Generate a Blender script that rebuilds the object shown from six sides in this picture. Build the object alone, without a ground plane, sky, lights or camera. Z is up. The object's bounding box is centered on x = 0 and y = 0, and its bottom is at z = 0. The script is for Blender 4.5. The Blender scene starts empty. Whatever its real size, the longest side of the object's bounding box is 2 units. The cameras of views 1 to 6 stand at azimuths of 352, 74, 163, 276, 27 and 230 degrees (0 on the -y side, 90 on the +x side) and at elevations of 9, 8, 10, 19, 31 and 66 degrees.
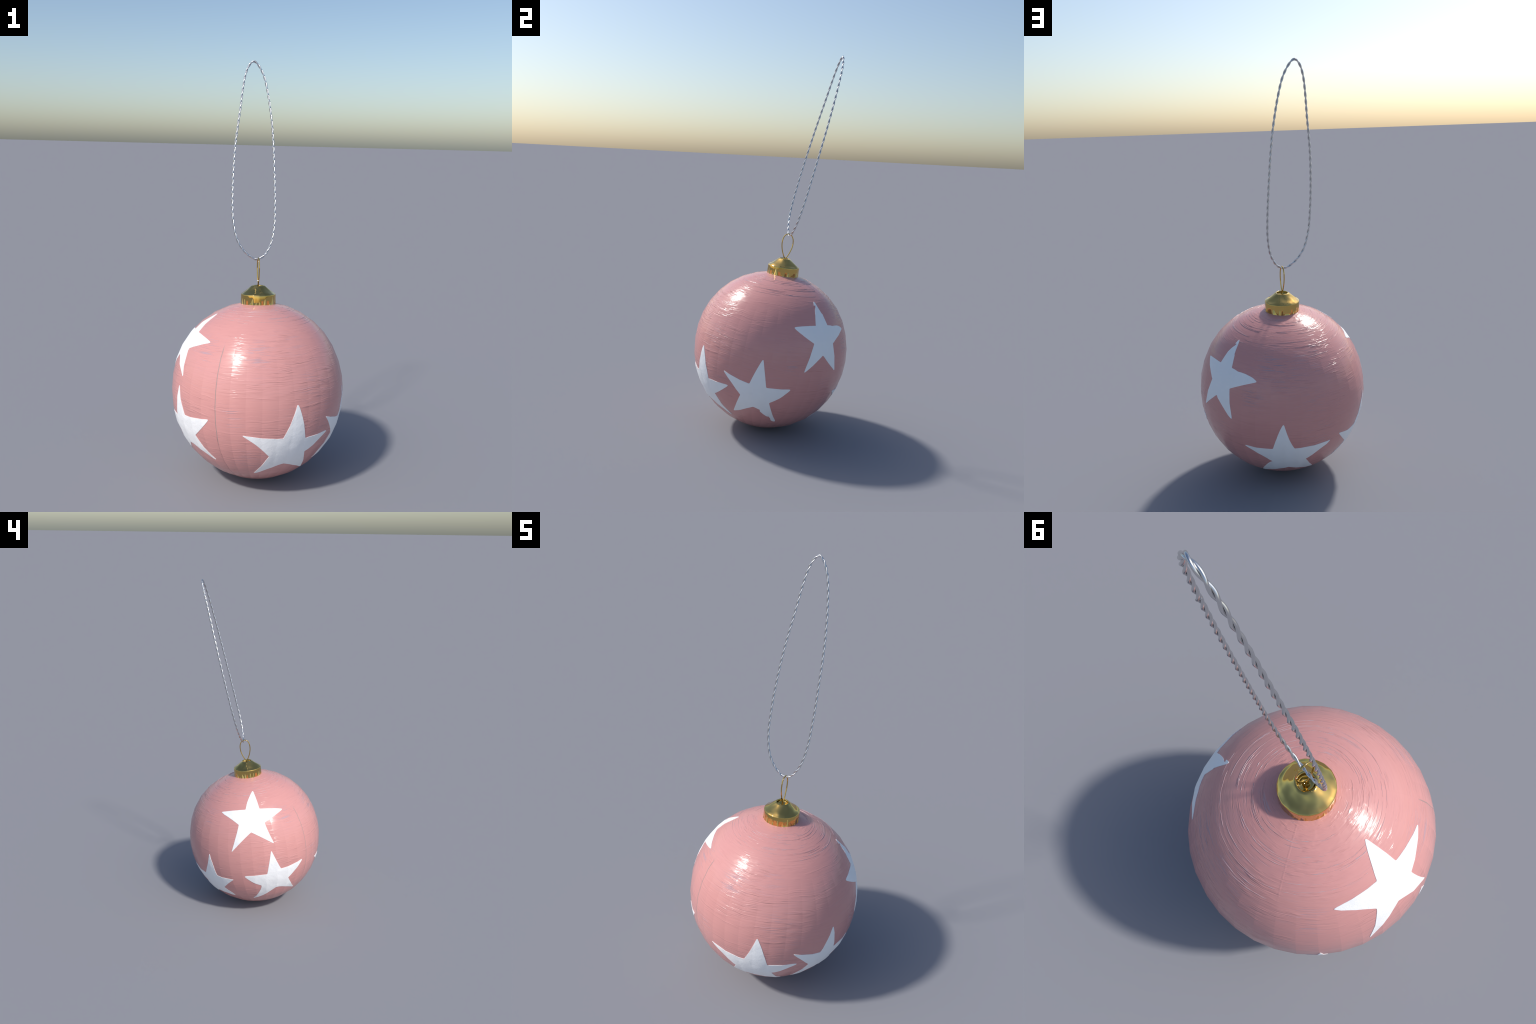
"""Hand-painted pink bauble with white stars, a gilt cap, a wire ring and a twisted silver cord."""
import bpy, bmesh, math, random
from math import sin, cos, pi, radians, degrees, atan2, acos, sqrt
from mathutils import Vector, Matrix
from mathutils.bvhtree import BVHTree
from mathutils.geometry import delaunay_2d_cdt

random.seed(7)

# ------------------------------------------------------------------ frame of the bauble
CENTRE = Vector((0.0007, -0.0008, 0.4282))
AXIS = Vector((0.002, 0.105, 1.0)).normalized()          # the bauble leans a little
SIDE = (Vector((1, 0, 0)) - AXIS * AXIS.x).normalized()
BACK = AXIS.cross(SIDE)
LEAN = Matrix((SIDE, BACK, AXIS)).transposed().to_4x4()  # local -> world rotation
BALL_FRAME = Matrix.Translation(CENTRE) @ LEAN

# ------------------------------------------------------------------ small helpers
def collection_add(obj):
    bpy.context.scene.collection.objects.link(obj)
    return obj

def mesh_object(name, verts, faces, material=None, smooth=True, frame=None, parent=None):
    me = bpy.data.meshes.new(name)
    me.from_pydata([tuple(v) for v in verts], [], faces)
    me.validate()
    me.update()
    if smooth:
        me.polygons.foreach_set("use_smooth", [True] * len(me.polygons))
    if material:
        me.materials.append(material)
    ob = collection_add(bpy.data.objects.new(name, me))
    if parent:
        ob.parent = parent
    ob.matrix_world = frame if frame is not None else Matrix.Identity(4)
    return ob

def set_parent(ob, parent, world):
    ob.parent = parent
    bpy.context.view_layer.update()
    ob.matrix_parent_inverse = parent.matrix_world.inverted()
    ob.matrix_world = world

def catmull(points, steps, closed):
    n = len(points)
    out = []
    spans = n if closed else n - 1
    for i in range(spans):
        def at(k):
            if closed:
                return points[k % n]
            if k < 0:
                return points[0] * 2 - points[1]
            if k >= n:
                return points[-1] * 2 - points[-2]
            return points[k]
        a, b, c, d = at(i - 1), at(i), at(i + 1), at(i + 2)
        for s in range(steps):
            t = s / steps
            out.append(0.5 * (2 * b + (c - a) * t + (2 * a - 5 * b + 4 * c - d) * t * t + (3 * b - a - 3 * c + d) * t ** 3))
    if not closed:
        out.append(points[-1].copy())
    return out

def resample(points, count, closed):
    pts = points + [points[0]] if closed else points
    acc = [0.0]
    for p, q in zip(pts, pts[1:]):
        acc.append(acc[-1] + (q - p).length)
    total, out, k = acc[-1], [], 0
    for i in range(count):
        s = total * i / (count if closed else count - 1)
        while k < len(acc) - 2 and acc[k + 1] < s:
            k += 1
        f = (s - acc[k]) / max(acc[k + 1] - acc[k], 1e-9)
        out.append(pts[k].lerp(pts[k + 1], min(f, 1.0)))
    return out, total

def tube(path, radius, sides, closed, cap=True):
    """Sweep a round section along a path with a transported frame."""
    n = len(path)
    verts, faces = [], []
    ref = None
    for i, p in enumerate(path):
        if closed:
            t = path[(i + 1) % n] - path[i - 1]
        else:
            t = path[min(i + 1, n - 1)] - path[max(i - 1, 0)]
        t.normalize()
        if ref is None:
            ref = t.orthogonal().normalized()
        ref = (ref - t * ref.dot(t)).normalized()
        bi = t.cross(ref)
        for k in range(sides):
            a = 2 * pi * k / sides
            verts.append(p + (ref * cos(a) + bi * sin(a)) * radius)
    rings = n if closed else n - 1
    if closed:   # match the last ring to the first one's rotation
        first, last = path[0], path[-1]
        best = min(range(sides), key=lambda s: (verts[(n - 1) * sides + s] - verts[0]).length)
    for i in range(rings):
        j = (i + 1) % n
        for k in range(sides):
            k2 = (k + 1) % sides
            if closed and j == 0:
                faces.append((i * sides + (k + best) % sides, i * sides + (k2 + best) % sides, k2, k))
            else:
                faces.append((i * sides + k, i * sides + k2, j * sides + k2, j * sides + k))
    if not closed and cap:
        faces.append(tuple(range(sides))[::-1])
        faces.append(tuple((n - 1) * sides + k for k in range(sides)))
    return verts, faces

# ------------------------------------------------------------------ node-building helpers
class Graph:
    def __init__(self, name):
        self.mat = bpy.data.materials.new(name)
        self.mat.use_nodes = True
        self.nt = self.mat.node_tree
        self.nt.nodes.clear()
        self.out = self.nt.nodes.new("ShaderNodeOutputMaterial")
        self.bsdf = self.nt.nodes.new("ShaderNodeBsdfPrincipled")
        self.nt.links.new(self.bsdf.outputs[0], self.out.inputs[0])

    def put(self, socket, value):
        if isinstance(value, bpy.types.NodeSocket):
            self.nt.links.new(value, socket)
        else:
            socket.default_value = value

    def m(self, op, a, b=0.0, c=0.0, clamp=False):
        n = self.nt.nodes.new("ShaderNodeMath")
        n.operation = op
        n.use_clamp = clamp
        for s, v in zip(n.inputs, (a, b, c)):
            self.put(s, v)
        return n.outputs[0]

    def ramp(self, x, lo, hi, a=0.0, b=1.0, smooth=True):
        n = self.nt.nodes.new("ShaderNodeMapRange")
        n.interpolation_type = "SMOOTHSTEP" if smooth else "LINEAR"
        for s, v in zip(n.inputs[:5], (x, lo, hi, a, b)):
            self.put(s, v)
        return n.outputs[0]

    def xyz(self, x, y, z):
        n = self.nt.nodes.new("ShaderNodeCombineXYZ")
        for s, v in zip(n.inputs, (x, y, z)):
            self.put(s, v)
        return n.outputs[0]

    def noise(self, vec, scale=1.0, detail=2.0, rough=0.5, distort=0.0):
        n = self.nt.nodes.new("ShaderNodeTexNoise")
        self.put(n.inputs["Vector"], vec)
        n.inputs["Scale"].default_value = scale
        n.inputs["Detail"].default_value = detail
        n.inputs["Roughness"].default_value = rough
        n.inputs["Distortion"].default_value = distort
        return n.outputs[0]

    def mix(self, fac, a, b):
        n = self.nt.nodes.new("ShaderNodeMix")
        n.data_type = "RGBA"
        self.put(n.inputs[0], fac)
        for s, v in ((n.inputs[6], a), (n.inputs[7], b)):
            self.put(s, v if isinstance(v, bpy.types.NodeSocket) else (*v, 1.0))
        return n.outputs[2]

    def bump(self, height, distance, strength=1.0, normal=None):
        n = self.nt.nodes.new("ShaderNodeBump")
        n.inputs["Strength"].default_value = strength
        n.inputs["Distance"].default_value = distance
        self.put(n.inputs["Height"], height)
        if normal is not None:
            self.put(n.inputs["Normal"], normal)
        return n.outputs[0]

    def coords(self):
        n = self.nt.nodes.new("ShaderNodeTexCoord")
        return n.outputs["Object"]

    def split(self, vec):
        n = self.nt.nodes.new("ShaderNodeSeparateXYZ")
        self.put(n.inputs[0], vec)
        return n.outputs

# ------------------------------------------------------------------ materials
def pink_paint():
    """Glossy pink paint brushed on in turns round the axis; grey primer shows in thin dashes."""
    g = Graph("pink_brushed_paint")
    pos = g.coords()
    x, y, z = g.split(pos)
    rho = g.m("SQRT", g.m("ADD", g.m("MULTIPLY", x, x), g.m("MULTIPLY", y, y)))
    polar = g.m("ARCTAN2", rho, z)                       # 0 at the cap
    azim = g.m("ARCTAN2", y, x)
    ux = g.m("DIVIDE", x, g.m("ADD", rho, 1e-4))
    uy = g.m("DIVIDE", y, g.m("ADD", rho, 1e-4))

    # brush strokes wander a little off the circles of latitude, more so low down
    wob = g.m("SUBTRACT", g.noise(g.xyz(g.m("MULTIPLY", ux, 1.6), g.m("MULTIPLY", uy, 1.6), g.m("MULTIPLY", polar, 2.2)), 1.0, 2.0), 0.5)
    wander = g.ramp(polar, radians(25), radians(75), 0.015, 0.11)
    lat = g.m("ADD", polar, g.m("MULTIPLY", wob, wander))

    def stroke(across, along, seed, detail=2.0, rough=0.55):
        v = g.xyz(g.m("MULTIPLY_ADD", ux, along, seed), g.m("MULTIPLY_ADD", uy, along, -seed), g.m("MULTIPLY", lat, across))
        return g.noise(v, 1.0, detail, rough)

    fine = stroke(72.0, 3.2, 3.1, 3.0, 0.6)
    broad = stroke(34.0, 2.2, 9.7, 2.0)
    ridge = g.ramp(stroke(46.0, 2.6, 21.3, 2.0), 0.52, 0.74)
    groove = g.ramp(stroke(58.0, 2.8, 33.9, 2.0), 0.56, 0.74)

    # how thickly the paint was worked, by region: strongest on the front-right side
    patch = g.noise(g.xyz(g.m("MULTIPLY", ux, 1.5), g.m("MULTIPLY", uy, 1.5), g.m("MULTIPLY", polar, 1.7)), 1.0, 1.0)
    def near(az, th, wide):
        a, t = radians(az), radians(th)
        d = g.nt.nodes.new("ShaderNodeVectorMath")
        d.operation = "DISTANCE"
        g.put(d.inputs[0], pos)
        d.inputs[1].default_value = (0.415 * sin(t) * cos(a), 0.415 * sin(t) * sin(a), 0.415 * cos(t))
        return g.ramp(d.outputs["Value"], 0.0, wide, 1.0, 0.0)
    worked = g.m("ADD", g.ramp(patch, 0.38, 0.68, 0.38, 0.88), g.m("MULTIPLY", near(-60, 85, 0.36), 0.45))
    worked = g.m("ADD", worked, g.m("MULTIPLY", near(105, 52, 0.22), 0.5))
    for az, th, wide in ((-100, 56, 0.20), (178, 27, 0.22), (-52, 46, 0.16), (-85, 50, 0.18)):   # relief deepened at the sun highlights to break them into streaks
        worked = g.m("ADD", worked, g.m("MULTIPLY", near(az, th, wide), 0.55))
    clump = g.noise(g.xyz(g.m("MULTIPLY", ux, 2.6), g.m("MULTIPLY", uy, 2.6), g.m("MULTIPLY", lat, 8.5)), 1.0, 2.0)
    worked = g.m("MULTIPLY", worked, g.ramp(clump, 0.40, 0.64, 0.36, 1.35))
    worked = g.m("MULTIPLY", worked, g.ramp(polar, radians(28), radians(55), 0.80, 1.0))

    worn = g.ramp(g.noise(g.xyz(g.m("MULTIPLY", ux, 7.0), g.m("MULTIPLY", uy, 7.0), g.m("MULTIPLY", polar, 40.0)), 1.0, 2.0), 0.32, 0.52, 0.15, 1.0)

    # thin dashes where primer shows through
    dashes = g.ramp(stroke(92.0, 3.4, 51.3, 2.0, 0.6), 0.55, 0.63)
    where = g.m("MULTIPLY", g.ramp(patch, 0.50, 0.75), 0.22)
    for az, th, wide, amount in ((-96, 57, .10, 1.0), (-70, 51, .10, .5), (-114, 96, .08, .9), (-140, 56, .12, .8),
                                 (68, 52, .13, 1.0), (80, 62, .12, .7), (92, 46, .12, .6), (52, 73, .08, .9), (103, 53, .10, .5),
                                 (93, 77, .12, .5), (98, 100, .14, .5), (1, 87, .06, .7), (140, 55, .12, .6),
                                 (-167, 97, .05, 1.0), (-60, 76, .14, .5), (-50, 97, .14, .45), (-104, 124, .12, .4), (30, 100, .1, .3)):
        where = g.m("MAXIMUM", where, g.m("MULTIPLY", near(az, th, wide), amount))
    dash = g.m("MULTIPLY", dashes, where, clamp=True)
    hair = g.m("MULTIPLY", g.ramp(stroke(70.0, 1.6, 71.9, 1.0), 0.66, 0.74), g.ramp(polar, radians(50), radians(20), 0.15, 0.7))

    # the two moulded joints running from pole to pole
    def joint(az, t0, t1, wide):
        d = g.m("ABSOLUTE", g.m("SUBTRACT", azim, radians(az)))
        d = g.m("MULTIPLY", d, g.m("SINE", polar))
        line = g.ramp(d, wide * 0.4, wide, 1.0, 0.0)
        span = g.m("MULTIPLY", g.ramp(polar, radians(t0 - 4), radians(t0)), g.ramp(polar, radians(t1 - 2), radians(t1 + 5), 1.0, 0.0))
        return g.m("MULTIPLY", line, span)
    joint_front = joint(-124.6, 55, 112, 0.0052)
    joint_low = joint(-124.8, 112, 150, 0.0050)
    joint_rear = joint(124.0, 12, 44, 0.0085)
    joint_top = joint(-124.6, 12, 52, 0.0050)

    # colour
    tone = g.noise(pos, 5.0, 2.0)
    colour = g.mix(tone, (0.620, 0.292, 0.273), (0.655, 0.316, 0.297))
    colour = g.mix(g.m("MULTIPLY", g.ramp(fine, 0.25, 0.75), 0.22), colour, (0.56, 0.245, 0.235))
    colour = g.mix(g.m("MULTIPLY", dash, 0.70), colour, (0.36, 0.30, 0.37))
    colour = g.mix(hair, colour, (0.50, 0.33, 0.35))
    colour = g.mix(g.m("MULTIPLY", joint_front, 0.8), colour, (0.36, 0.295, 0.28))
    colour = g.mix(g.m("MULTIPLY", joint_low, 0.35), colour, (0.45, 0.25, 0.25))
    g.put(g.bsdf.inputs["Base Color"], colour)

    # relief
    h = g.m("MULTIPLY", fine, 0.54)
    h = g.m("MULTIPLY_ADD", broad, 0.50, h)
    h = g.m("MULTIPLY_ADD", ridge, 0.62, h)
    h = g.m("MULTIPLY_ADD", groove, -0.55, h)
    h = g.m("MULTIPLY", h, worked)
    h = g.m("MULTIPLY_ADD", dash, -0.35, h)
    h = g.m("MULTIPLY_ADD", hair, -0.5, h)
    h = g.m("MULTIPLY_ADD", g.m("ADD", joint_rear, g.m("MULTIPLY", joint_top, 0.45)), g.m("MULTIPLY", worn, 0.17), h)
    h = g.m("MULTIPLY_ADD", g.m("ADD", joint_front, joint_low), -0.8, h)
    g.put(g.bsdf.inputs["Normal"], g.bump(h, 0.0016))
    rough = g.m("MULTIPLY_ADD", g.m("MAXIMUM", dash, joint_front), 0.2, g.m("MULTIPLY_ADD", broad, 0.08, 0.175))
    g.put(g.bsdf.inputs["Roughness"], rough)
    g.bsdf.inputs["IOR"].default_value = 1.45
    return g.mat

def ridge_paint():
    """Lips of paint thrown up by the brush: the pink worn through to a greyer rose on top."""
    g = Graph("greyed_pink_paint")
    tone = g.noise(g.coords(), 60.0, 2.0)
    g.put(g.bsdf.inputs["Base Color"], g.mix(g.ramp(tone, 0.35, 0.65), (0.585, 0.33, 0.325), (0.50, 0.39, 0.415)))
    g.bsdf.inputs["Roughness"].default_value = 0.30
    return g.mat

def white_paint():
    g = Graph("white_matte_paint")
    pos = g.coords()
    tone = g.noise(pos, 9.0, 3.0)
    g.put(g.bsdf.inputs["Base Color"], g.mix(tone, (0.86, 0.86, 0.87), (0.92, 0.92, 0.925)))
    speck = g.noise(pos, 320.0, 2.0)
    daub = g.noise(pos, 20.0, 2.0)
    g.put(g.bsdf.inputs["Normal"], g.bump(g.m("MULTIPLY_ADD", daub, 4.0, speck), 0.0008))
    g.bsdf.inputs["Roughness"].default_value = 0.62
    return g.mat

def gilt(crimped=False):
    g = Graph("polished_gilt_crimped" if crimped else "polished_gilt")
    pos = g.coords()
    tone = g.noise(pos, 30.0, 2.0)
    g.put(g.bsdf.inputs["Base Color"], g.mix(tone, (0.62, 0.42, 0.125), (0.68, 0.47, 0.15)))
    g.bsdf.inputs["Metallic"].default_value = 1.0
    g.bsdf.inputs["Roughness"].default_value = 0.02
    if crimped:
        # folds of uneven height pressed into the lower edge of the skirt, and a slightly dented cone
        x, y, z = g.split(pos)
        rho = g.m("ADD", g.m("SQRT", g.m("ADD", g.m("MULTIPLY", x, x), g.m("MULTIPLY", y, y))), 1e-4)
        ux, uy = g.m("DIVIDE", x, rho), g.m("DIVIDE", y, rho)
        fold = g.noise(g.xyz(g.m("MULTIPLY", ux, 5.0), g.m("MULTIPLY", uy, 5.0), 0.0), 1.0, 0.0)
        peak = g.ramp(fold, 0.42, 0.74, -0.1, 1.0, smooth=False)
        skirt = g.ramp(z, 0.040, 0.046, 1.0, 0.0)
        rise = g.m("SUBTRACT", peak, g.m("DIVIDE", g.m("MAXIMUM", z, 0.0), 0.042))
        rise = g.m("MULTIPLY", g.m("MAXIMUM", rise, 0.0), skirt)
        sag = g.m("MULTIPLY", g.ramp(fold, 0.44, 0.34), g.m("MULTIPLY", g.ramp(z, 0.03, 0.0), skirt))
        dent = g.m("MULTIPLY", g.m("SUBTRACT", g.noise(pos, 18.0, 0.5), 0.5), g.ramp(z, 0.044, 0.060))
        h = g.m("MULTIPLY_ADD", rise, 0.016, g.m("MULTIPLY", dent, 0.0115))
        h = g.m("MULTIPLY_ADD", sag, -0.006, h)
        g.put(g.bsdf.inputs["Normal"], g.bump(h, 1.0))
    return g.mat

def silver():
    g = Graph("silver_wire")
    g.bsdf.inputs["Base Color"].default_value = (0.64, 0.64, 0.645, 1)
    g.bsdf.inputs["Metallic"].default_value = 1.0
    g.bsdf.inputs["Roughness"].default_value = 0.25
    return g.mat

RIDGE = ridge_paint()
PINK, WHITE, GILT, CRIMPED, SILVER = pink_paint(), white_paint(), gilt(), gilt(True), silver()

# ------------------------------------------------------------------ the thing
ornament = collection_add(bpy.data.objects.new("christmas_bauble", None))
ornament["label"] = "glossy pink bauble with white stars, gold cap and silver cord"
ornament["category"] = "christmas ornament"

# ------------------------------------------------------------------ ball: a lathed body, 36 x 18 facets
SEGMENTS, RINGS, TURN = 36, 18, radians(4.8)

def legendre(k, x):
    a, b = 1.0, x
    if k == 0:
        return a
    for n in range(1, k):
        a, b = b, ((2 * n + 1) * x * b - n * a) / (n + 1)
    return b

SHAPE = {0: 0.4156, 2: 0.00722, 3: -0.00314, 4: -0.00254, 5: -0.00132, 6: 0.00066, 8: 0.00019}

def ball_radius(polar):
    r = sum(c * legendre(k, cos(polar)) for k, c in SHAPE.items()) * 1.0022
    return r + 0.0045 * max(0.0, (polar - radians(164)) / radians(16)) ** 1.5   # the foot it stands on

def ball_point(azim, polar):
    r = ball_radius(polar)
    return Vector((r * sin(polar) * cos(azim), r * sin(polar) * sin(azim), r * cos(polar)))

verts = [ball_point(0, 0)]
for i in range(1, RINGS):
    for k in range(SEGMENTS):
        verts.append(ball_point(TURN + 2 * pi * k / SEGMENTS, pi * i / RINGS))
verts.append(ball_point(0, pi))
faces = []
for k in range(SEGMENTS):
    k2 = (k + 1) % SEGMENTS
    faces.append((0, 1 + k, 1 + k2))
    for i in range(RINGS - 2):
        a, b = 1 + i * SEGMENTS, 1 + (i + 1) * SEGMENTS
        faces.append((a + k, b + k, b + k2, a + k2))
    a = 1 + (RINGS - 2) * SEGMENTS
    faces.append((a + k, len(verts) - 1, a + k2))
ball = mesh_object("ball", verts, faces, PINK, frame=BALL_FRAME)
set_parent(ball, ornament, BALL_FRAME)

# Shading normals: smooth, but each facet leans a touch more skyward on its leading edge, so that
# the light steps gently from one meridian to the next as on the original body.
vertex_normals = [v.normal.copy() for v in ball.data.vertices]
FACET_LEAN = radians(2.4)

def corner_normals(f):
    out = []
    mid = sum((verts[i] for i in f), Vector()) / len(f)
    around = Vector((-mid.y, mid.x, 0)).normalized()
    polar = acos(mid.normalized().z)
    lean = FACET_LEAN * max(0.0, min(1.0, (polar - radians(38)) / radians(25))) * max(0.0, min(1.0, (radians(165) - polar) / radians(20)))
    for i in f:
        n = vertex_normals[i]
        if len(f) == 4:
            side = -1 if (verts[i] - mid).dot(around) > 0 else 1
            skyward = (Vector((0, 0, 1)) - n * n.z).normalized()
            n = (n + skyward * (lean * side)).normalized()
        out.append(n)
    return out

triangles, tri_normals, loop_normals = [], [], []
for poly in ball.data.polygons:
    f = tuple(poly.vertices)
    cn = corner_normals(f)
    loop_normals += [tuple(n) for n in cn]
    triangles.append(f[:3])
    tri_normals.append(cn[:3])
    if len(f) == 4:
        triangles.append((f[0], f[2], f[3]))
        tri_normals.append((cn[0], cn[2], cn[3]))
ball.data.normals_split_custom_set(loop_normals)
ball_tree = BVHTree.FromPolygons(verts, triangles)

def on_ball(direction):
    """Point on the facetted ball and its shading normal, in ball space."""
    hit, _, index, _ = ball_tree.ray_cast(Vector((0, 0, 0)), direction)
    a, b, c = (verts[i] for i in triangles[index])
    na, nb, nc = tri_normals[index]
    n = (b - a).cross(c - a)
    w = n.dot(n)
    wa = (c - b).cross(hit - b).dot(n) / w
    wb = (a - c).cross(hit - c).dot(n) / w
    return hit, (na * wa + nb * wb + nc * (1 - wa - wb)).normalized()

# ------------------------------------------------------------------ brush ridges: thin raised arcs left by the turning brush
# (polar angle, from azimuth, to azimuth, width), all in degrees: rings round the cap, broken into arcs
SCRATCHES = [(34.9, -42, 0, 0.30), (35.5, -12, 34, 0.30), (29.2, -70, -40, 0.28), (28.4, 64, 101, 0.32), (29.3, 66, 84, 0.2),
             (33.6, 163, 182, 0.28), (20.0, 118, 176, 0.24), (27.3, -124, -94, 0.30), (21.2, -118, -60, 0.20),
             (29.6, 8, 46, 0.24), (24.4, -30, 22, 0.20), (19.0, 48, 72, 0.2), (32.4, -58, -8, 0.2), (28.8, 98, 124, 0.22),
             (31.0, 92, 128, 0.22), (47.5, 92, 118, 0.32), (46.2, 84, 106, 0.28), (44.6, 96, 112, 0.22),
             (28.6, -166, -132, 0.24), (26.0, 130, 158, 0.2), (38.4, 30, 70, 0.2), (41.5, 100, 134, 0.24)]
dice = random.Random(5)
for k in range(40):
    start = -180 + 360 / 40 * k + dice.uniform(-8, 8)
    SCRATCHES.append((dice.choice((17.5, 20.6, 22.6, 25.2, 27.9, 30.4, 33.1, 37.0, 40.2)) + dice.uniform(-0.5, 0.5),
                      start, start + dice.uniform(16, 64), dice.uniform(0.14, 0.25)))

rv, rf = [], []
for th, a0, a1, wide in SCRATCHES:
    at = a0
    while at < a1 - 3:
        end = min(a1, at + dice.uniform(20, 60))
        n = max(6, int((end - at) / 1.0))
        p1, p2, shift = dice.uniform(0, 6), dice.uniform(0, 6), dice.uniform(-0.12, 0.12)
        base = len(rv)
        for i in range(n + 1):
            u = i / n
            az = at + (end - at) * u
            mid = th + shift + 0.10 * sin(u * 5 + p1) + 0.04 * sin(u * 17 + p2)
            swell = max(0.04, sin(pi * u) ** 0.6 * (0.75 + 0.25 * sin(u * 11 + p2)))
            for off, lift in ((-1.0, -0.0004), (-0.45, 0.00055), (0.0, 0.00120), (0.45, 0.00055), (1.0, -0.0004)):
                t, a = radians(mid + off * wide * 0.8 * swell), radians(az)
                hit, nrm = on_ball(Vector((sin(t) * cos(a), sin(t) * sin(a), cos(t))))
                rv.append(hit + nrm * (lift * (0.35 + 0.65 * swell) if lift > 0 else lift))
        for i in range(n):
            for k in range(4):
                a, b = base + i * 5 + k, base + (i + 1) * 5 + k
                rf.append((a, a + 1, b + 1, b))
        at = end + dice.uniform(-2, 4)
brush_ridge = mesh_object("brush_ridge", rv, rf, RIDGE, frame=BALL_FRAME)
brush_ridge["kind"] = "stuff"
set_parent(brush_ridge, ball, BALL_FRAME)

# ------------------------------------------------------------------ stars: hand-cut five-pointed patches
# Each: where its middle sits (azimuth, polar angle), then its outline clockwise as
# (kind, bearing from "up", arc distance), kind t = tip, m = bend of an edge, n = notch, c = chip in the paint.
STARS = [
    (-172.7, 54.6, "t6,26.2 m17,17.4 n39,10.8 m69,23.3 t73,27.6 m84,18.4 n109,10.5 m134,18.4 t141,26.8 m152,18.3 n-172,10.4 m-153,16.8 t-141,32.0 m-133,20.6 n-107,11.3 m-80.5,17.6 c-71.5,24.2 c-70,24.4 t-68,27.1 m-58,17.6 n-27,9.6 m-6,16.9"),
    (-157.2, 110.2, "t-4,28.5 m5,18.8 n27,11.4 m48,15.0 t70,29.2 m78,21.7 n101,12.1 m125,18.4 t138,29.3 m146,15.5 n173,9.9 m-158,19.8 t-148,32.2 m-136,18.2 n-114,12.6 m-92,19.1 t-79,26.6 m-68,17.5 n-44,10.0 m-12,20.3"),
    (140.6, 116.0, "t9,31.2 m20,21.5 n40,13.2 m62,17.8 t75,25.2 m80,19.1 n110,10.6 m126,15.8 t137,21.7 m154,14.6 n-172,12.4 m-154,18.5 t-145,28.0 m-130,18.0 n-105,11.1 m-78,20.4 t-70,27.2 m-61,17.0 n-34,10.8 m4,21.6"),
    (-74.6, 118.8, "t3,31.9 m15,22.5 n47,12.2 m65,18.7 t77,29.3 m88,18.9 n106,11.7 m133,18.8 t146,29.4 m152,19.7 n-174,11.0 m-153,16.9 t-146,30.1 m-128,18.2 n-109,13.1 m-80,22.4 t-75,33.2 m-66,23.4 n-32,11.9 m-7,20.2"),
    (-23.0, 112.2, "t4,28.2 m16,17.6 n40,10.4 m64,17.2 t74,25.2 m91,16.3 n115,10.9 m140,19.5 t149.5,31.0 c152.5,30.6 c153.6,27.2 c151.6,24.6 c151.4,21.2 c153.4,21.8 c154.8,20.6 c156.4,19.4 c164.4,14.4 c161.4,13.2 n-175,10.2 m-154,17.0 t-145,26.9 m-126,15.6 n-101,10.8 m-74,19.3 t-66,28.7 m-57,18.7 n-31,10.1 m-6,18.9"),
    (24.4, 67.1, "t0,27.8 c1.6,26.8 m9.2,18.6 c11.6,18.0 n33,10.9 c44,12.6 c53,14.4 c58.5,17.3 c63,20.2 c69,24.4 t75,27.8 m83,19.0 n111,10.0 m139,17.6 t149,27.3 m162,18.5 n-174,11.6 m-153,20.2 t-145,28.4 m-135,17.6 n-110,9.4 m-80,17.1 t-68,24.5 m-55,16.1 n-31,10.5 m-9.3,18.4 c-1.6,22.4 c0.6,24.4 c-3.4,23.8"),
    (75.8, 118.5, "t-5,30.0 m3,18.5 n25,11.0 m58,17.9 t76,31.3 m83,21.8 n105,12.7 m124,18.0 t141,29.6 m154,19.0 n174,12.4 m-163,18.0 t-147,28.6 m-130,17.2 n-113,9.8 m-83,18.5 t-77,29.4 m-66,20.3 n-44,13.5 m-16,22.7"),
]

TIP_EXTRA, TIP_WEAR = 0.35, 9

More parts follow.
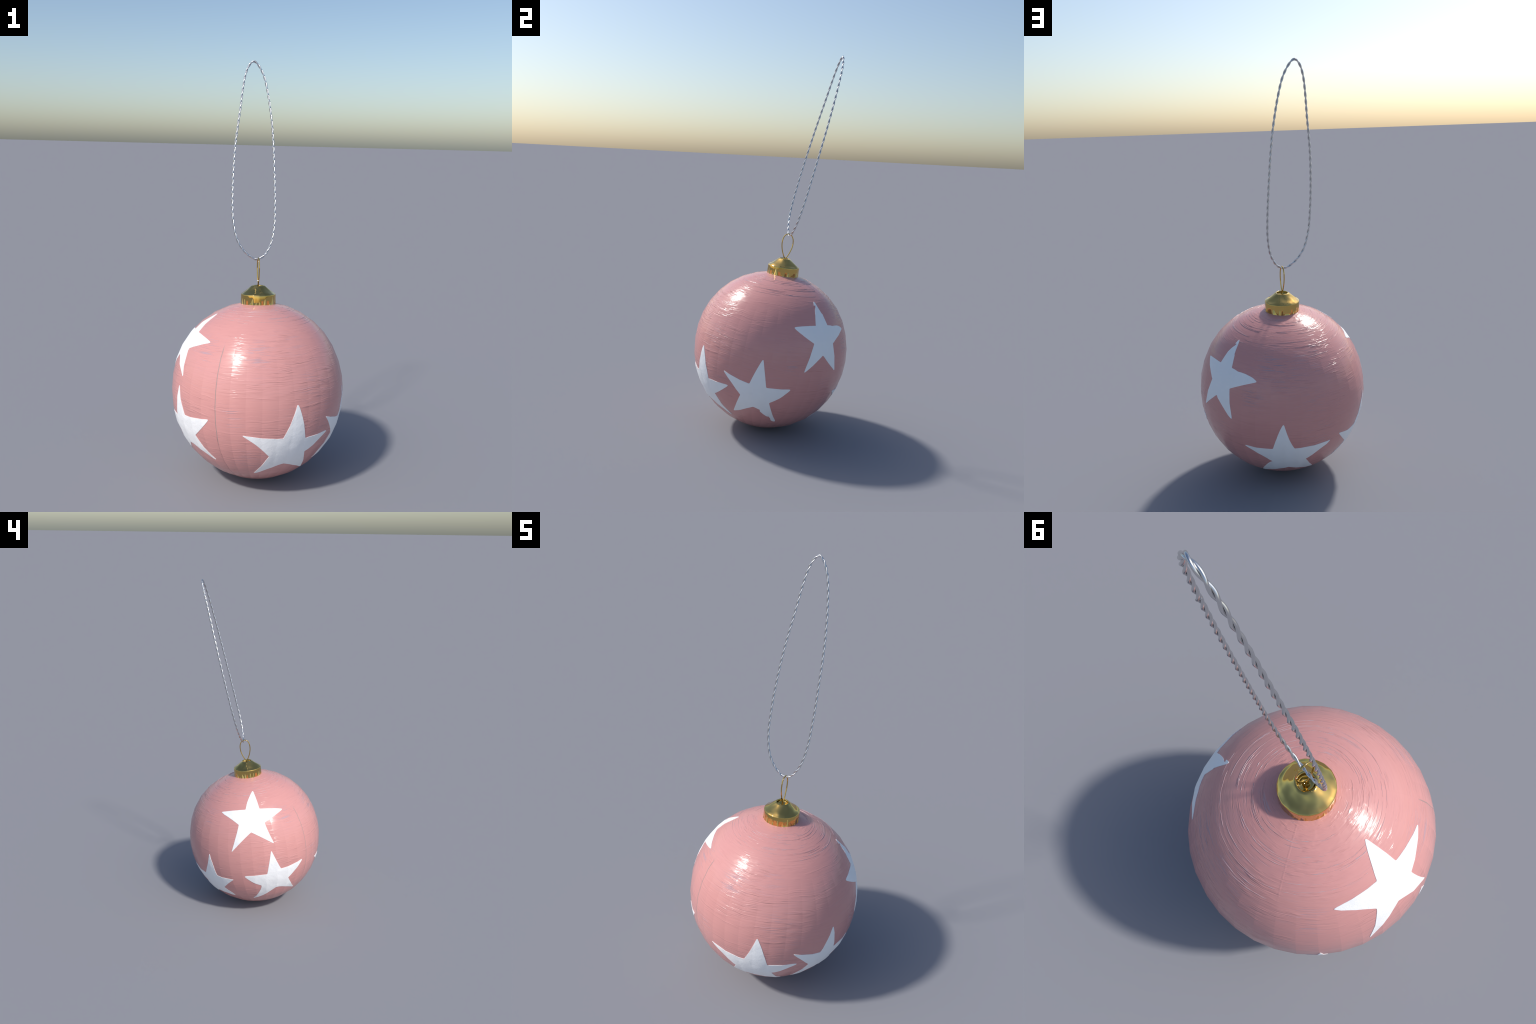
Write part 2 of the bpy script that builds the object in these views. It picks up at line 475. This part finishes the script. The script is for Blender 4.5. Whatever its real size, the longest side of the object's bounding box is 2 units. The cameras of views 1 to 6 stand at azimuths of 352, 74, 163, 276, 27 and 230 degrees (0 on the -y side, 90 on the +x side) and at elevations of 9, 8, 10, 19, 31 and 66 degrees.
def star_outline(spec):
    """Outline in degrees on the tangent plane (x to the right, y up): curved edges, worn tips."""
    pts = []
    for word in spec.split():
        bearing, dist = map(float, word[1:].split(","))
        if word[0] == "t":
            dist += TIP_EXTRA
        pts.append((word[0], Vector((dist * sin(radians(bearing)), dist * cos(radians(bearing))))))
    line, n, i = [], len(pts), 0
    while i < n:
        kind, p = pts[i]
        nxt = pts[(i + 1) % n]
        if nxt[0] == "m" and kind != "m":
            q = pts[(i + 2) % n][1]
            ctrl = nxt[1] * 2 - (p + q) * 0.5
            for s in range(14):
                t = s / 14
                line.append(p * (1 - t) ** 2 + ctrl * (2 * t * (1 - t)) + q * t * t)
            i += 2
        else:
            for s in range(4):
                line.append(p.lerp(nxt[1], s / 4))
            i += 1
    flat = [Vector((v.x, v.y, 0)) for v in line]
    flat, _ = resample(flat, 330, True)
    tips = [v for k, v in pts if k == "t"]
    wear = [min((f.xy - v).length for v in tips) < 3.2 for f in flat]     # tips are worn round, inner corners stay crisp
    for _ in range(TIP_WEAR):
        flat = [(flat[k - 1] + flat[k] * 2 + flat[(k + 1) % 330]) / 4 if wear[k] else flat[k] for k in range(330)]
    flat = [(flat[k - 1] + flat[k] * 6 + flat[(k + 1) % 330]) / 8 for k in range(330)]
    rnd = random.Random(len(spec))
    wave = [(rnd.uniform(20, 70), rnd.uniform(0, 6.28), rnd.uniform(0.02, 0.05)) for _ in range(6)]
    out = []
    for k, v in enumerate(flat):
        a = sum(w * sin(f * k / 330 * 2 * pi + ph) for f, ph, w in wave) * 0.5
        out.append(v + v.normalized() * a * 0.5)
    return out

def inside(p, poly):
    odd = False
    for (x1, y1, _), (x2, y2, _) in zip(poly, poly[1:] + poly[:1]):
        if (y1 > p[1]) != (y2 > p[1]) and p[0] < x1 + (p[1] - y1) / (y2 - y1) * (x2 - x1):
            odd = not odd
    return odd

STAR_RISE, STAR_ROOT = 0.0013, 0.0030

def make_star(az, th, spec):
    a, t = radians(az), radians(th)
    out_dir = Vector((sin(t) * cos(a), sin(t) * sin(a), cos(t)))
    right = Vector((-sin(a), cos(a), 0))
    up = out_dir.cross(right)

    def direction(p):
        d = radians(sqrt(p[0] ** 2 + p[1] ** 2))
        if d < 1e-6:
            return out_dir.copy()
        b = atan2(p[0], p[1])
        return out_dir * cos(d) + (right * sin(b) + up * cos(b)) * sin(d)

    outline = star_outline(spec)
    nb = len(outline)
    pts = [Vector((v.x, v.y)) for v in outline]
    step = 1.05
    for i in range(-34, 35):
        for j in range(-34, 35):
            p = ((i + 0.5 * (j % 2)) * step, j * step * 0.866)
            if p[0] ** 2 + p[1] ** 2 < 34 ** 2 and inside(p, outline):
                if min((p[0] - o.x) ** 2 + (p[1] - o.y) ** 2 for o in outline) > 0.3:
                    pts.append(Vector(p))
    co, _, tri, *_ = delaunay_2d_cdt(pts, [], [list(range(nb))], 1, 1e-5)
    top, norms = [], []
    for p in co:
        h, n = on_ball(direction(p))
        top.append(h + n * STAR_RISE)
        norms.append(n)
    fs, loops = [], []
    for f in tri:
        f = list(f)
        if (top[f[1]] - top[f[0]]).cross(top[f[2]] - top[f[0]]).dot(norms[f[0]]) < 0:
            f.reverse()
        fs.append(tuple(f))
        loops += [norms[i] for i in f]
    vs = list(top)
    base = len(vs)
    for k in range(nb):
        vs.append(top[k] - norms[k] * STAR_ROOT)
    area = sum(outline[k].x * outline[(k + 1) % nb].y - outline[(k + 1) % nb].x * outline[k].y for k in range(nb))
    for k in range(nb):
        k2 = (k + 1) % nb
        f = (k, base + k, base + k2, k2) if area > 0 else (k2, base + k2, base + k, k)
        n = (vs[f[1]] - vs[f[0]]).cross(vs[f[2]] - vs[f[0]])
        n = n.normalized() if n.length > 1e-12 else norms[k]
        fs.append(f)
        loops += [n] * 4
    me = bpy.data.meshes.new("star")
    me.from_pydata([tuple(v) for v in vs], [], fs)
    me.polygons.foreach_set("use_smooth", [True] * len(me.polygons))
    me.normals_split_custom_set([tuple(n) for n in loops])
    me.update()
    me.materials.append(WHITE)
    ob = collection_add(bpy.data.objects.new("star", me))
    set_parent(ob, ball, BALL_FRAME)
    return ob

for az, th, spec in STARS:
    make_star(az, th, spec)

# ------------------------------------------------------------------ cap: lathed gilt shell with a crimped skirt
CAP_AXIS = Vector((0.0017, 0.1006, 0.995)).normalized()
CAP_BASE = Vector((0.0010, 0.0446, 0.8324))
cs = (Vector((1, 0, 0)) - CAP_AXIS * CAP_AXIS.x).normalized()
CAP_FRAME = Matrix.Translation(CAP_BASE) @ Matrix((cs, CAP_AXIS.cross(cs), CAP_AXIS)).transposed().to_4x4()

CAP_PROFILE = [  # (radius, height) from under the skirt, over the cone, into the hole
    (0.0790, -0.0250), (0.0835, -0.0120), (0.0846, 0.0000), (0.0845, 0.0150), (0.0842, 0.0300), (0.0840, 0.0440),
    (0.0837, 0.0476), (0.0826, 0.0490), (0.0795, 0.0510), (0.0700, 0.0578), (0.0600, 0.0650), (0.0500, 0.0727),
    (0.0420, 0.0793), (0.0370, 0.0838), (0.0335, 0.0868), (0.0305, 0.0884), (0.0280, 0.0886), (0.0262, 0.0874),
    (0.0255, 0.0850), (0.0250, 0.0810), (0.0240, 0.0775), (0.0210, 0.0750), (0.0150, 0.0738), (0.0090, 0.0720), (0.0060, 0.0650)]
CAP_SIDES = 144
rnd = random.Random(11)
flutes, a = [], 0.0
while a < 2 * pi - 0.12:
    w = rnd.uniform(0.16, 0.34)
    flutes.append((a, w, rnd.uniform(0.35, 1.0), rnd.uniform(0.4, 1.0)))
    a += w * rnd.uniform(0.95, 1.5)

def crimp(az, height):
    """Narrow arch-shaped folds round the skirt, deepest at its lower edge."""
    push = 0.0
    for start, w, deep, tall in flutes:
        u = (az - start) / w
        if 0 < u < 1:
            arch = sin(pi * u)
            rise = max(0.0, 1 - max(height, 0.0) / (0.046 * tall * (0.35 + 0.65 * arch)))
            push += deep * arch ** 2 * rise
    return push

verts, faces = [], []
for i, (r, h) in enumerate(CAP_PROFILE):
    for k in range(CAP_SIDES):
        az = 2 * pi * k / CAP_SIDES
        facet = cos(pi / 18) / cos(((az - 0.1) % (2 * pi / 18)) - pi / 18)      # eighteen soft flats
        flat = max(0.0, min(1.0, (r - 0.066) / 0.014))
        rr = r * (1 + (facet * 1.01 - 1) * 0.6 * flat)
        hh = h
        if h < 0.046 and r > 0.07:
            rr += 0.0009 * crimp(az, h)
        elif 0.05 < h < 0.088 and r > 0.03:
            rr += 0.00035 * sin(5 * az + 60 * h) + 0.0003 * sin(9 * az + 1.3 - 110 * h)
            hh += 0.0005 * sin(3 * az + 0.7) + 0.0004 * sin(7 * az - 90 * h)
        verts.append(Vector((rr * cos(az), rr * sin(az), hh)))
for i in range(len(CAP_PROFILE) - 1):
    for k in range(CAP_SIDES):
        k2 = (k + 1) % CAP_SIDES
        a, b = i * CAP_SIDES, (i + 1) * CAP_SIDES
        faces.append((a + k, a + k2, b + k2, b + k))
faces.append(tuple((len(CAP_PROFILE) - 1) * CAP_SIDES + k for k in range(CAP_SIDES)))
cap = mesh_object("cap", verts, faces, CRIMPED, frame=CAP_FRAME)
set_parent(cap, ornament, CAP_FRAME)

# ------------------------------------------------------------------ wire ring: a bent teardrop rising out of the cap
RING_MID = Vector((0.00066, 0.06239, 0.98885))
RING_UP = Vector((-0.0029, 0.1017, 0.9948)).normalized()
RING_ACROSS = Vector((-0.0079, 0.9948, -0.1017)).normalized()
RING_BEND = [(-0.1060, 0.0180), (-0.1020, 0.0080), (-0.0840, -0.0010), (-0.0675, 0.0016), (-0.0550, 0.0097), (-0.0416, 0.0169), (-0.0269, 0.0226),
             (-0.0114, 0.0275), (0.0051, 0.0303), (0.0221, 0.0305), (0.0383, 0.0275), (0.0519, 0.0207), (0.0605, 0.0112),
             (0.0637, -0.0006), (0.0608, -0.0122), (0.0510, -0.0221), (0.0368, -0.0280), (0.0205, -0.0302),
             (0.0037, -0.0297), (-0.0128, -0.0268), (-0.0287, -0.0224), (-0.0437, -0.0163), (-0.0575, -0.0093),
             (-0.0700, -0.0010), (-0.0850, 0.0040), (-0.1020, -0.0080), (-0.1060, -0.0170)]
path = []
for i, (u, w) in enumerate(RING_BEND):
    aside = 0.0016 * (1 if i < len(RING_BEND) / 2 else -1) * min(1, max(0, (-0.03 - u) / 0.04))
    path.append(RING_MID + RING_UP * u + RING_ACROSS * w + Vector((aside, 0, 0)))
v, f = tube(catmull(path, 8, False), 0.0029, 12, False)
wire_ring = mesh_object("wire_ring", v, f, GILT)
set_parent(wire_ring, ornament, Matrix.Identity(4))

# ------------------------------------------------------------------ hanging cord: two silver wires twisted into a long loop
CORD_MID = Vector((-0.0148, 0.1892, 1.5032))
CORD_UP = Vector((0.01432, 0.24411, 0.96964)).normalized()
CORD_SIDE = Vector((0.99989, -0.00632, -0.01318)).normalized()
CORD_LOOP = [(0.5062, -0.003), (0.482, -0.028), (0.429, -0.046), (0.355, -0.058), (0.273, -0.068), (0.186, -0.080),
             (0.099, -0.091), (0.014, -0.098), (-0.075, -0.103), (-0.172, -0.105), (-0.277, -0.102), (-0.368, -0.085),
             (-0.425, -0.054), (-0.459, -0.018), (-0.472, 0.013), (-0.452, 0.053), (-0.391, 0.085), (-0.304, 0.100),
             (-0.212, 0.103), (-0.115, 0.102), (-0.013, 0.099), (0.094, 0.095), (0.196, 0.088), (0.281, 0.078),
             (0.363, 0.065), (0.434, 0.048), (0.486, 0.022)]
TURNS, WIRE, LAY = 32, 0.0029, 0.0028

cord = collection_add(bpy.data.objects.new("hanging_cord", None))
set_parent(cord, ornament, Matrix.Identity(4))
centre_line = catmull([CORD_MID + CORD_UP * u + CORD_SIDE * w for u, w in CORD_LOOP], 24, True)
centre_line, length = resample(centre_line, 1280, True)
plane_normal = CORD_UP.cross(CORD_SIDE)
START = 1150            # where the wire ends meet, high on one side
for strand in range(2):
    path, n = [], len(centre_line)
    for s in range(n + 1):
        i = (START + s) % n
        t = (centre_line[(i + 1) % n] - centre_line[i - 1]).normalized()
        inner = plane_normal.cross(t)
        ang = -2 * pi * TURNS * i / n + pi * strand + 1.54
        path.append(centre_line[i] + (plane_normal * cos(ang) + inner * sin(ang)) * LAY)
    path[-1] = path[-1] + plane_normal * 0.0012
    path[-2] = path[-2] + plane_normal * 0.0006
    v, f = tube(path, WIRE, 10, False)
    wire = mesh_object("cord_wire", v, f, SILVER)
    set_parent(wire, cord, Matrix.Identity(4))
